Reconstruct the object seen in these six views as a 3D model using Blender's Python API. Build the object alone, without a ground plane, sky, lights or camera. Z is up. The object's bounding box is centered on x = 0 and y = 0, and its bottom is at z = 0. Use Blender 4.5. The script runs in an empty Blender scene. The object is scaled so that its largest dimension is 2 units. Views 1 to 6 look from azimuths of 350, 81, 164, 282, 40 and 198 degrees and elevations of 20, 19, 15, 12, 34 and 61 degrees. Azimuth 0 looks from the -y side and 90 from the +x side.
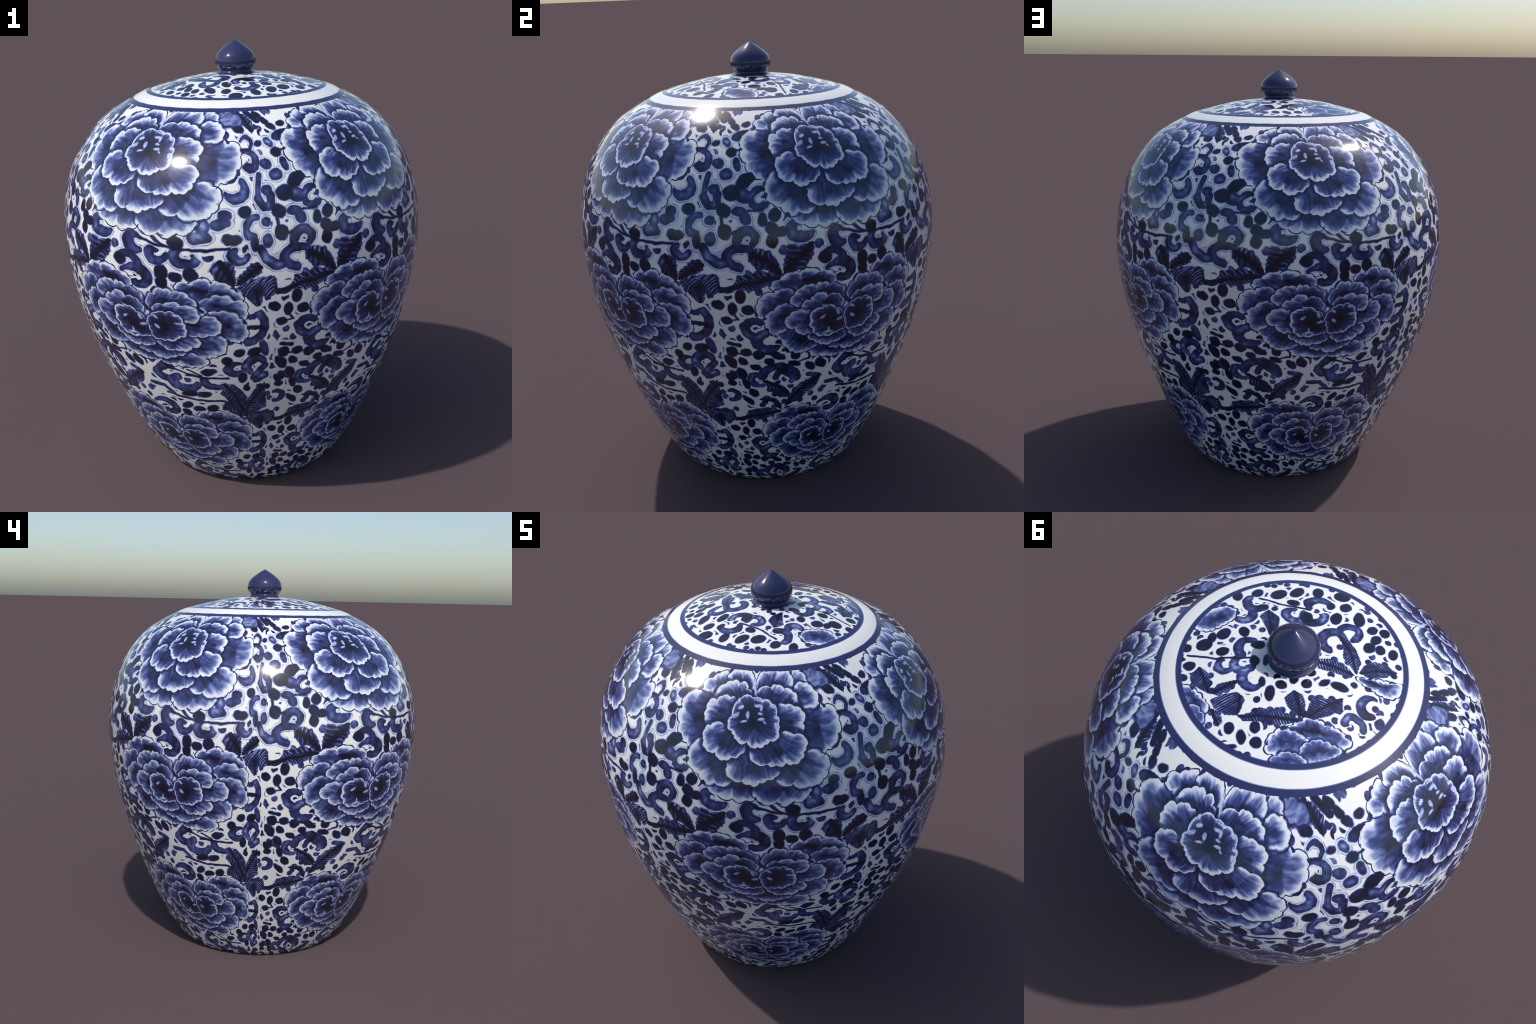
"""Blue-and-white porcelain ginger jar: lathed body, lid and knob; the under-glaze
painting (peonies, leaf sprays, berries, scrolls) is computed by shader nodes on
object coordinates: every motif is a small distance field, laid over the last one."""
import bpy, math
from math import pi, sin, cos, atan2, hypot

# ------------------------------------------------------------------ shape
# outer profile of jar and lid together: (height, radius) in metres
PROFILE = [(0.0, 0.452), (0.012, 0.465), (0.05, 0.496), (0.15, 0.551), (0.30, 0.620), (0.48, 0.689), (0.63, 0.741),
           (0.76, 0.778), (0.89, 0.807), (1.0, 0.822), (1.1, 0.832), (1.2, 0.832), (1.32, 0.819),
           (1.43, 0.790), (1.53, 0.745), (1.62, 0.682), (1.70, 0.597), (1.769, 0.470), (1.796, 0.402),
           (1.840, 0.225), (1.854, 0.110), (1.857, 0.075)]
LID_RADIUS = 0.490            # the lid's rim
KNOB = [(1.847, 0.105), (1.855, 0.091), (1.861, 0.080), (1.867, 0.074), (1.872, 0.0735), (1.880, 0.0795),
        (1.890, 0.0870), (1.900, 0.0910), (1.910, 0.0920), (1.922, 0.0905), (1.936, 0.0850), (1.950, 0.0740),
        (1.962, 0.0605), (1.974, 0.0440), (1.984, 0.0290), (1.992, 0.0150), (1.997, 0.0060), (2.0, 0.0)]
SIDES = 32

# how the painter laid the repeat round the jar: compass angle -> degrees of pattern (72 per repeat)
REPEAT = 72.0
TURN = [(-91.3, 0), (-73.1, 18.3), (-30, 61.2), (-19.9, 72), (-2, 90.3), (39.8, 133.2), (50.8, 144), (70.3, 162.3),
        (113, 205.2), (123.3, 216), (142.6, 234.3), (185.95, 277.2), (192.6, 288), (210.5, 306.3), (259.7, 349.2), (268.7, 360)]
# height -> length along the profile, the other axis of the pattern
CLIMB = [(0, 0.0000), (0.05, 0.0693), (0.15, 0.1854), (0.3, 0.3509), (0.48, 0.5434), (0.63, 0.7018), (0.75, 0.8265), (0.89, 0.9699), (1, 1.0811), (1.1, 1.1814), (1.2, 1.2814), (1.33, 1.4124), (1.43, 1.5162), (1.53, 1.6259), (1.62, 1.7357), (1.7, 1.8517), (1.767, 1.9953), (1.793, 2.0681), (1.836, 2.2503)]
WIDE = 1.044                  # width of a repeat (m)
TALL = 0.676                  # height of the repeat on the lower body (m)
SPLIT = 1.246                 # profile length where the shoulder painting takes over


def smooth(points, steps):
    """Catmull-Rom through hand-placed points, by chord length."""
    n, out = len(points), []
    for i in range(n - 1):
        p0, p1, p2, p3 = points[max(i - 1, 0)], points[i], points[i + 1], points[min(i + 2, n - 1)]
        for k in range(steps):
            t = k / steps
            out.append(tuple(0.5 * (2 * b + (c - a) * t + (2 * a - 5 * b + 4 * c - d) * t * t + (3 * b - a - 3 * c + d) * t ** 3)
                             for a, b, c, d in zip(p0, p1, p2, p3)))
    return out + [points[-1]]


def lathe(name, rings, normals, material, close_bottom=False, parent=None, extra=()):
    """Surface of revolution; rings and normals are (height, radius) pairs."""
    verts, vnorm, faces, rows = [], [], [], []
    for (z, r), (nz, nr) in zip(rings, normals):
        if r < 1e-6:
            rows.append([len(verts)]); verts.append((0, 0, z)); vnorm.append((0, 0, 1)); continue
        rows.append(list(range(len(verts), len(verts) + SIDES)))
        for j in range(SIDES):
            a = 2 * pi * j / SIDES
            verts.append((r * cos(a), r * sin(a), z)); vnorm.append((nr * cos(a), nr * sin(a), nz))
    for a, b in zip(rows, rows[1:]):
        for j in range(SIDES):
            k = (j + 1) % SIDES
            faces.append((a[j], a[k], b[0]) if len(b) == 1 else (a[j], a[k], b[k], b[j]))
    if close_bottom:
        faces.append(tuple(reversed(rows[0])))
    me = bpy.data.meshes.new(name)
    me.from_pydata(verts, [], faces)
    me.polygons.foreach_set("use_smooth", [True] * len(faces))
    if close_bottom:
        me.polygons[len(faces) - 1].use_smooth = False
    me.normals_split_custom_set_from_vertices(vnorm)
    ob = bpy.data.objects.new(name, me)
    bpy.context.scene.collection.objects.link(ob)
    ob.parent = parent
    return ob


def outline_normals(rings):
    out = []
    for i in range(len(rings)):
        a, b = rings[max(i - 1, 0)], rings[min(i + 1, len(rings) - 1)]
        dz, dr = b[0] - a[0], b[1] - a[1]
        l = hypot(dz, dr) or 1
        out.append((-dr / l, dz / l))
    return out


# ------------------------------------------------------------------ painting in nodes
OUTLINES = {}


def lobed(pts, bulge, lobe):
    """Centre and (turn, radius) table of a closed outline whose edges swell in lobes."""
    n = len(pts)
    area = sum(pts[i][0] * pts[(i + 1) % n][1] - pts[(i + 1) % n][0] * pts[i][1] for i in range(n))
    if area < 0:
        pts = pts[::-1]
    c = (sum(p[0] for p in pts) / n, sum(p[1] for p in pts) / n)
    path = []
    for i in range(n):
        a, b = pts[i], pts[(i + 1) % n]
        lobes = max(1, round(hypot(b[0] - a[0], b[1] - a[1]) / lobe))
        for k in range(10 * lobes):
            t = k / (10 * lobes)
            h = bulge / lobes * (abs(sin(pi * t * lobes)) ** 0.7 if k else 0)
            path.append((a[0] + (b[0] - a[0]) * t + (b[1] - a[1]) * h, a[1] + (b[1] - a[1]) * t - (b[0] - a[0]) * h))
    table, steps = [], 110
    for k in range(steps + 1):
        a = -pi + 2 * pi * k / steps
        ux, uy, far = cos(a), sin(a), 0.002
        for (x0, y0), (x1, y1) in zip(path, path[1:] + path[:1]):
            x0, y0, x1, y1 = x0 - c[0], y0 - c[1], x1 - c[0], y1 - c[1]
            s0, s1 = ux * y0 - uy * x0, ux * y1 - uy * x1
            if (s0 <= 0 < s1) or (s1 <= 0 < s0):
                t = s0 / (s0 - s1)
                far = max(far, ux * (x0 + (x1 - x0) * t) + uy * (y0 + (y1 - y0) * t))
        table.append((k / steps, far))
    return c, table


class Brush:
    """Collects nodes of one material. Tone: 0 black-blue ... 0.5 cobalt ... 1 bare porcelain."""

    def __init__(self, mat):
        self.nt = mat.node_tree
        self.frames = {}
        self.P = None

    def node(self, kind, **props):
        n = self.nt.nodes.new(kind)
        for k, v in props.items():
            setattr(n, k, v)
        return n

    def put(self, socket, value):
        if isinstance(value, bpy.types.NodeSocket):
            self.nt.links.new(value, socket)
        else:
            socket.default_value = value

    def math(self, op, a, b=None, c=None, clamp=False):
        n = self.node("ShaderNodeMath", operation=op)
        if clamp:
            n.use_clamp = True
        for s, v in zip(n.inputs, (a, b, c)):
            if v is not None:
                self.put(s, v)
        return n.outputs[0]

    def vec(self, op, a, b=None, c=None):
        n = self.node("ShaderNodeVectorMath", operation=op)
        for s, v in zip(n.inputs, (a, b, c)):
            if v is not None:
                self.put(s, v)
        return n.outputs["Value"] if op in ("LENGTH", "DOT_PRODUCT", "DISTANCE") else n.outputs[0]

    def curve(self, x, points):
        n = self.node("ShaderNodeFloatCurve")
        c = n.mapping.curves[0]
        n.mapping.use_clip = False
        points = sorted(points)
        while len(c.points) < len(points):
            c.points.new(0.5, 0.5)
        for p, (a, b) in zip(c.points, points):
            p.location = (a, b)
            p.handle_type = "VECTOR"
        n.mapping.update()
        self.put(n.inputs["Value"], x)
        return n.outputs[0]

    def ramp01(self, x, lo, hi):
        n = self.node("ShaderNodeMapRange", interpolation_type="SMOOTHSTEP", clamp=False)
        for s, v in zip(n.inputs, (x, lo, hi)):
            self.put(s, v)
        return n.outputs[0]

    def over(self, under, tone, mask):
        n = self.node("ShaderNodeMix", data_type="FLOAT")
        self.put(n.inputs["Factor"], mask)
        self.put(n.inputs["A"], under)
        self.put(n.inputs["B"], tone)
        return n.outputs["Result"]

    def noise(self, vector, scale, detail=1.0, rough=0.5):
        n = self.node("ShaderNodeTexNoise", noise_dimensions="2D")
        self.put(n.inputs["Vector"], vector)
        self.put(n.inputs["Scale"], scale); self.put(n.inputs["Detail"], detail); self.put(n.inputs["Roughness"], rough)
        return n.outputs[0]

    # --- distance fields, positive inside
    def polar(self, c):
        turn = self.math("ARCTAN2", self.math("SUBTRACT", self.y, c[1]), self.math("SUBTRACT", self.x, c[0]))
        return self.math("MULTIPLY_ADD", turn, 0.5 / pi, 0.5), self.vec("DISTANCE", self.P, (c[0], c[1], 0))

    def outline(self, pts, bulge, lobe=9.0, heart=None):
        """Closed outline of lobes: every edge swells outward, long edges in several lobes.
        Also returns how wide the bare rim is round the outline: wide away from the heart."""
        key = (tuple(pts), bulge, lobe)
        c, table = OUTLINES.get(key) or OUTLINES.setdefault(key, lobed(pts, bulge, lobe))
        turn, r = self.polar(c)
        d = self.math("SUBTRACT", self.curve(turn, table), r)
        if heart is None:
            return d, None
        out = atan2(c[1] - heart[1], c[0] - heart[0])
        rim = [(k / 24, 0.28 + 0.44 * (0.5 + 0.5 * cos(-pi + 2 * pi * k / 24 - out)) ** 1.3) for k in range(25)]
        return d, self.math("DIVIDE", d, self.curve(turn, rim))

    def ellipse(self, x, y, a, b, deg):
        deg = round(deg / 15) * 15 % 180
        if deg not in self.frames:
            n = self.node("ShaderNodeVectorRotate", rotation_type="Z_AXIS")
            self.put(n.inputs["Vector"], self.P); self.put(n.inputs["Angle"], -math.radians(deg))
            self.frames[deg] = n.outputs[0] if deg else self.P
        t = math.radians(deg)
        cx, cy = x * cos(t) + y * sin(t), -x * sin(t) + y * cos(t)
        q = self.vec("MULTIPLY_ADD", self.frames[deg], (1 / a, 1 / b, 0), (-cx / a, -cy / b, 0))
        return self.math("MULTIPLY_ADD", self.vec("LENGTH", q), -b, b)

    def band(self, c, pts):
        """Curled stroke round a centre: middle line and half width as functions of the angle."""
        last, rows = None, []
        for x, y, half in pts:
            a = atan2(y - c[1], x - c[0])
            if last is not None:
                while a - last > pi: a -= 2 * pi
                while a - last < -pi: a += 2 * pi
            last = a
            rows.append((a, hypot(x - c[0], y - c[1]), half))
        if rows[-1][0] < rows[0][0]:
            rows = rows[::-1]
        keep = [rows[0]]
        for q in rows[1:]:
            if q[0] > keep[-1][0] + 0.05:
                keep.append(q)
        span = keep[-1][0] - keep[0][0]

        def at(a):
            for p, q in zip(keep, keep[1:]):
                if a <= q[0]:
                    t = (a - p[0]) / (q[0] - p[0])
                    return p[1] + (q[1] - p[1]) * t, p[2] + (q[2] - p[2]) * t
            return keep[-1][1], keep[-1][2]

        mid, half, steps = [], [], 90
        for k in range(steps + 1):
            a = -pi + 2 * pi * k / steps
            while a < keep[0][0] - 0.5 * (2 * pi - span): a += 2 * pi
            while a > keep[-1][0] + 0.5 * (2 * pi - span): a -= 2 * pi
            r, h = at(min(max(a, keep[0][0]), keep[-1][0]))
            beyond = max(keep[0][0] - a, a - keep[-1][0], 0) * r      # rounded ends
            h = math.sqrt(max(h * h - beyond * beyond, 0)) if beyond < h else h - beyond
            mid.append((k / steps, r)); half.append((k / steps, h + 0.5))
        turn, r = self.polar(c)
        away = self.math("ABSOLUTE", self.math("SUBTRACT", r, self.curve(turn, mid)))
        return self.math("SUBTRACT", self.math("SUBTRACT", self.curve(turn, half), 0.5), away)

    def segment(self, a, b, w):
        ba = (b[0] - a[0], b[1] - a[1])
        l2 = ba[0] ** 2 + ba[1] ** 2 + 1e-9
        pa = self.vec("SUBTRACT", self.P, (a[0], a[1], 0))
        h = self.math("MINIMUM", self.math("MAXIMUM", self.vec("DOT_PRODUCT", pa, (ba[0] / l2, ba[1] / l2, 0)), 0.0), 1.0)
        n = self.node("ShaderNodeVectorMath", operation="SCALE")
        n.inputs[0].default_value = (ba[0], ba[1], 0)
        self.put(n.inputs["Scale"], h)
        away = self.vec("DISTANCE", pa, n.outputs[0])
        return self.math("SUBTRACT", w, away)

    def most(self, fields):
        out = fields[0]
        for f in fields[1:]:
            out = self.math("MAXIMUM", out, f)
        return out


class Motifs:
    """A list of painted motifs in centimetres of pattern space."""

    def __init__(self):
        self.items = []
    def petal(self, pts, kind=""):
        self.items.append(("petal", [(x / 100, y / 100) for x, y in pts], kind))
    def leaf(self, pts, rib):
        self.items.append(("leaf", [(x / 100, y / 100) for x, y in pts], [(x / 100, y / 100) for x, y in rib]))
    def dot(self, x, y, a, b, deg, tone=0.0):
        self.items.append(("dot", [(x / 100, y / 100)], (a / 100, max(b / 100, 0.002), deg, tone)))
    def curl(self, centre, pts):
        self.items.append(("curl", [(centre[0] / 100, centre[1] / 100)] + [(x / 100, y / 100) for x, y, w in pts], [w / 100 for x, y, w in pts]))
    def stroke(self, pts, w, tone=0.05):
        self.items.append(("stroke", [(x / 100, y / 100) for x, y in pts], (w / 100, tone)))

    @staticmethod
    def bounds(item):
        kind, pts, more = item
        g = {"petal": 0.03, "leaf": 0.03, "dot": 0, "curl": 0.0, "stroke": 0}[kind]
        if kind == "dot": g = more[0]
        if kind == "curl": g = max(more) + 0.015; pts = pts[1:]
        if kind == "stroke": g = more[0]
        xs, ys = [p[0] for p in pts], [p[1] for p in pts]
        return min(xs) - g, max(xs) + g, min(ys) - g, max(ys) + g

    @staticmethod
    def moved(item, dx, dy):
        kind, pts, more = item
        if kind == "leaf": more = [(x + dx, y + dy) for x, y in more]
        return (kind, [(x + dx, y + dy) for x, y in pts], more)

    def wrapped(self):
        """Add the copies that reach over the sides of the repeat."""
        out = []
        for it in self.items:
            x0, x1, _, _ = self.bounds(it)
            out.append(it)
            if x0 < -0.004: out.append(self.moved(it, WIDE, 0))
            if x1 > WIDE + 0.004: out.append(self.moved(it, -WIDE, 0))
        return out


def paint(b, items, scale, heart):
    """Lay all motifs over bare porcelain, back to front; returns the tone."""
    soft = 0.0046 * min(1.0, scale + 0.25)
    bleed = 0.0025 * (scale - 0.4)
    dark = blue = light = None

    def join(old, new):
        return new if old is None else b.math("MAXIMUM", old, new)

    for kind, pts, more in items:
        if kind == "dot":
            d = b.ellipse(*pts[0], *more[:3])
            if more[3] > 0.7: light = join(light, d)
            elif more[3] > 0.12: blue = join(blue, d)
            else: dark = join(dark, d)
        elif kind == "curl":
            blue = join(blue, b.band(pts[0], [(x, y, w) for (x, y), w in zip(pts[1:], more)]))
        elif kind == "stroke":
            for p, q in zip(pts, pts[1:]):
                d = b.segment(p, q, more[0])
                if more[1] > 0.12: blue = join(blue, d)
                else: dark = join(dark, d)
    tone = 1.0
    cloud = b.cloud
    # small marks fill the gaps between the motifs
    near = b.math("MAXIMUM", -1.0 if blue is None else blue, -1.0 if dark is None else dark)
    mark = b.math("MINIMUM", b.seed, b.math("SUBTRACT", -0.016 * (0.4 + 0.6 * scale), near))
    tone = b.over(tone, b.math("MULTIPLY", cloud, 0.6), b.ramp01(mark, -soft * 0.7, soft * 0.7))
    if blue is not None:
        rim = b.math("ABSOLUTE", b.math("ADD", blue, 0.0085))
        tone = b.over(tone, 0.2, b.math("MULTIPLY", b.math("SUBTRACT", 1.0, b.ramp01(rim, 0.001, 0.0035)), 0.3 if scale > 0.55 else 0.0))
        body = b.math("MULTIPLY", b.math("MULTIPLY_ADD", b.ramp01(blue, 0.0, 0.02), 0.16, 0.27), b.math("MULTIPLY_ADD", cloud, 2.0, 0.0))
        tone = b.over(tone, body, b.ramp01(blue, -soft - bleed, soft - bleed))
    if dark is not None:
        tone = b.over(tone, b.math("MULTIPLY", cloud, 0.22), b.ramp01(dark, -soft - bleed, soft - bleed))
    for kind, pts, more in items:
        if kind == "leaf":
            d, _ = b.outline(pts, 0.05, 0.03 * scale)
            (x0, y0), (x1, y1) = more[0], more[-1]
            a = atan2(y1 - y0, x1 - x0) + 0.6
            k = 300.0 / scale
            veins = b.math("SINE", b.math("MULTIPLY_ADD", b.cloud, 7.0, b.vec("DOT_PRODUCT", b.P, (k * cos(a), k * sin(a), 0))))
            veins = b.math("MULTIPLY_ADD", veins, 0.28, 0.5)
            rib = None
            for p, q in zip(more, more[1:]):
                rib = join(rib, b.segment(p, q, 0.007 * scale))
            t = b.math("MULTIPLY_ADD", b.ramp01(veins, 0.3, 0.9), b.math("MULTIPLY", b.cloud, 0.85), 0.15)
            t = b.over(t, 0.04, b.ramp01(rib, -0.016 * scale, 0.004))
            rough = b.math("MULTIPLY_ADD", b.math("SUBTRACT", veins, 0.5), 0.012 * scale, d)
            tone = b.over(tone, t, b.ramp01(rough, -soft, soft))
    for kind, pts, more in items:
        if kind == "petal":
            d, depth = b.outline(pts, 0.26, 0.06 * scale, heart)
            if more == "line":
                away = b.math("ABSOLUTE", b.math("ADD", d, 0.009))
                tone = b.over(tone, 0.16, b.math("MULTIPLY", b.math("SUBTRACT", 1.0, b.ramp01(away, 0.0008, 0.0045)), 0.85))
            else:
                tone = b.over(tone, 0.14, b.math("MULTIPLY", b.ramp01(d, -0.032 * scale, -0.001), 0.85 if scale > 0.8 else 0.72))
            shade = {"core": [(0, 0.95), (0.07, 0.85), (0.15, 0.5), (0.3, 0.36), (0.55, 0.2), (1, 0.12)],
                     "pale": [(0, 0.5), (0.2, 0.6), (1, 0.7)]}.get(
                more, [(0, 0.98 if scale > 0.8 else 0.93), (0.06, 0.93 if scale > 0.8 else 0.88), (0.13, 0.74)] + ([(0.23, 0.56), (0.5, 0.41), (1, 0.27)] if scale > 0.8 else [(0.23, 0.60), (0.5, 0.46), (1, 0.32)]))
            uneven = b.math("MULTIPLY_ADD", b.cloud, 0.030 * scale, -0.013 * scale)
            t = b.curve(b.math("MULTIPLY", b.math("MAXIMUM", b.math("ADD", depth, uneven), 0.0), 1 / (0.26 * scale)), shade)
            tone = b.over(tone, t, b.ramp01(d, -soft * 0.6, soft * 0.6))
    if light is not None:
        tone = b.over(tone, 0.78, b.ramp01(light, -0.003, 0.003))
    # brush streaks that run outward from the flower's heart, only where there is blue
    turn, r = b.polar(heart)
    n = b.node("ShaderNodeCombineXYZ")
    b.put(n.inputs[0], b.math("MULTIPLY", turn, 90.0)); b.put(n.inputs[1], b.math("MULTIPLY", r, 16.0 / scale))
    streak = b.math("SUBTRACT", b.noise(n.outputs[0], 1.0, 1.0), 0.5)
    middle = b.math("MULTIPLY", tone, b.math("SUBTRACT", 1.0, tone))
    return b.math("MULTIPLY_ADD", b.math("MULTIPLY", streak, middle), 2.2, tone, clamp=True)


def glaze(name):
    mat = bpy.data.materials.new(name)
    mat.use_nodes = True
    s = mat.node_tree.nodes["Principled BSDF"]
    s.inputs["Roughness"].default_value = 0.12
    s.inputs["IOR"].default_value = 1.5
    return mat, s


INK = [(0.0, (0.008, 0.009, 0.018)), (0.15, (0.014, 0.015, 0.042)), (0.35, (0.031, 0.038, 0.125)), (0.5, (0.064, 0.082, 0.245)),
       (0.68, (0.205, 0.255, 0.465)), (0.85, (0.530, 0.585, 0.730)), (1.0, (0.800, 0.790, 0.765))]


def ink(b, tone, shader):
    n = b.node("ShaderNodeValToRGB")
    e = n.color_ramp.elements
    while len(e) < len(INK):
        e.new(0.5)
    for q, (p, c) in zip(e, INK):
        q.position = p
        q.color = (*c, 1)
    b.put(n.inputs[0], tone)
    b.nt.links.new(n.outputs[0], shader.inputs["Base Color"])


def pattern_space(b, lower):
    """Unroll the jar: x along the repeat, y along the profile (metres)."""
    co = b.node("ShaderNodeTexCoord").outputs["Object"]
    s = b.node("ShaderNodeSeparateXYZ")
    b.put(s.inputs[0], co)
    a0 = TURN[0][0]
    turn = b.math("FRACT", b.math("MULTIPLY_ADD", b.math("ARCTAN2", s.outputs[1], s.outputs[0]), 0.5 / pi, -a0 / 360))
    u = b.curve(turn, [((a - a0) / 360, v / 360) for a, v in TURN])
    x = b.math("MULTIPLY", b.math("FRACT", b.math("MULTIPLY", u, 360 / REPEAT)), WIDE)
    y = b.math("MULTIPLY", b.curve(b.math("MULTIPLY", s.outputs[2], 0.5), [(z / 2, l / 2.5) for z, l in CLIMB]), 2.5)
    if lower:      # the lower painting repeats upward
        y = b.math("ADD", b.math("WRAP", y, SPLIT, SPLIT - TALL), 0.0)
    n = b.node("ShaderNodeCombineXYZ")
    b.put(n.inputs[0], x); b.put(n.inputs[1], y)
    return n.outputs[0]


def waver(b, amount, grain):
    """A hand is never quite steady; the wash is never quite even."""
    b.cloud = b.noise(b.P, 14.0, 1.0)
    n = b.node("ShaderNodeTexVoronoi", voronoi_dimensions="2D", feature="F1")
    b.put(n.inputs["Vector"], b.P); b.put(n.inputs["Scale"], grain)
    b.seed = b.math("MULTIPLY_ADD", n.outputs["Distance"], -1 / grain, 0.30 / grain)   # small marks, positive inside
    n = b.node("ShaderNodeTexNoise", noise_dimensions="2D")
    b.put(n.inputs["Vector"], b.P); b.put(n.inputs["Scale"], 28.0); b.put(n.inputs["Detail"], 1.0)
    off = b.vec("SUBTRACT", n.outputs["Color"], (0.5, 0.5, 0.5))
    b.P = b.vec("MULTIPLY_ADD", off, (amount, amount, 0), b.P)
    b.x, b.y = b.vec("DOT_PRODUCT", b.P, (1, 0, 0)), b.vec("DOT_PRODUCT", b.P, (0, 1, 0))


def painted_material(name, items, lower, scale, heart):
    mat, shader = glaze(name)
    b = Brush(mat)
    b.P = pattern_space(b, lower)
    waver(b, 0.010, 19.0 if lower else 15.0)
    ink(b, paint(b, items, scale, heart), shader)
    return mat


def lookup(table, x):
    for (a, p), (c, q) in zip(table, table[1:]):
        if x <= c:
            return p + (q - p) * (x - a) / (c - a)
    return table[-1][1]


def unrolled(co, lower):
    """The same unrolling as pattern_space, for a point of the mesh."""
    turn = (math.degrees(atan2(co[1], co[0])) - TURN[0][0]) % 360 + TURN[0][0]
    x = lookup(TURN, turn) / REPEAT % 1 * WIDE
    y = lookup(CLIMB, co[2])
    return x, (y - (SPLIT - TALL)) % TALL + SPLIT - TALL if lower else y


def paint_faces(ob, faces, name, items, lower, scale, heart, columns, rows):
    """Give each patch of the wall a material that holds only the motifs that touch it."""
    me, patches = ob.data, {}
    for p in faces:
        co = [me.vertices[i].co for i in p.vertices]
        grid = []
        for i in range(7):
            for j in range(7):
                s, t = i / 6, j / 6
                grid.append(unrolled(co[0] * (1 - s) * (1 - t) + co[1] * s * (1 - t) + co[2] * s * t + co[3] * (1 - s) * t, lower)
                            if len(co) == 4 else unrolled(sum(co, me.vertices[0].co * 0) / len(co), lower))
        boxes, mid = [], unrolled(p.center, lower)
        for left in (True, False):
            for low in (True, False):
                part = [q for q in grid if (abs(q[0] - mid[0]) < WIDE / 2) == left and (not lower or abs(q[1] - mid[1]) < TALL / 2) == low]
                if part:
                    xs, ys = [q[0] for q in part], [q[1] for q in part]
                    boxes.append((min(xs) - 0.012, max(xs) + 0.012, min(ys) - 0.012, max(ys) + 0.012))
        y0, y1 = (SPLIT - TALL, SPLIT) if lower else (SPLIT, 2.0)
        key = (int(mid[0] / WIDE * columns), int((mid[1] - y0) / (y1 - y0) * rows), len(boxes) > 1)
        patch = patches.setdefault(key, ([], set()))
        patch[0].append(p)
        for n, it in enumerate(items):
            a, b, c, d = Motifs.bounds(it)
            if any(a < q[1] and b > q[0] and c < q[3] and d > q[2] for q in boxes):
                patch[1].add(n)
    for key in sorted(patches):
        polygons, used = patches[key]
        me.materials.append(painted_material(name, [items[n] for n in sorted(used)], lower, scale, heart))
        for p in polygons:
            p.material_index = len(me.materials) - 1


def lid_material(name, motifs):
    mat, shader = glaze(name)
    b = Brush(mat)
    co = b.node("ShaderNodeTexCoord").outputs["Object"]
    b.P = b.vec("MULTIPLY", co, (1, 1, 0))
    radius = b.vec("LENGTH", b.P)
    waver(b, 0.006, 24.0)
    tone = paint(b, motifs.items, 0.4, (0.0, 0.05))
    ring = b.curve(b.math("MULTIPLY", radius, 2.0), [(0, 0), (0.770, 0), (0.780, 1), (1, 1)])
    band = b.curve(b.math("MULTIPLY", radius, 2.0), [(0, 0.3), (0.810, 0.3), (0.820, 1), (0.926, 1), (0.936, 0.3), (1, 0.3)])
    ink(b, b.over(tone, band, ring), shader)
    return mat


def plain_material(name, colour):
    mat, shader = glaze(name)
    shader.inputs["Base Color"].default_value = (*colour, 1)
    return mat


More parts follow.
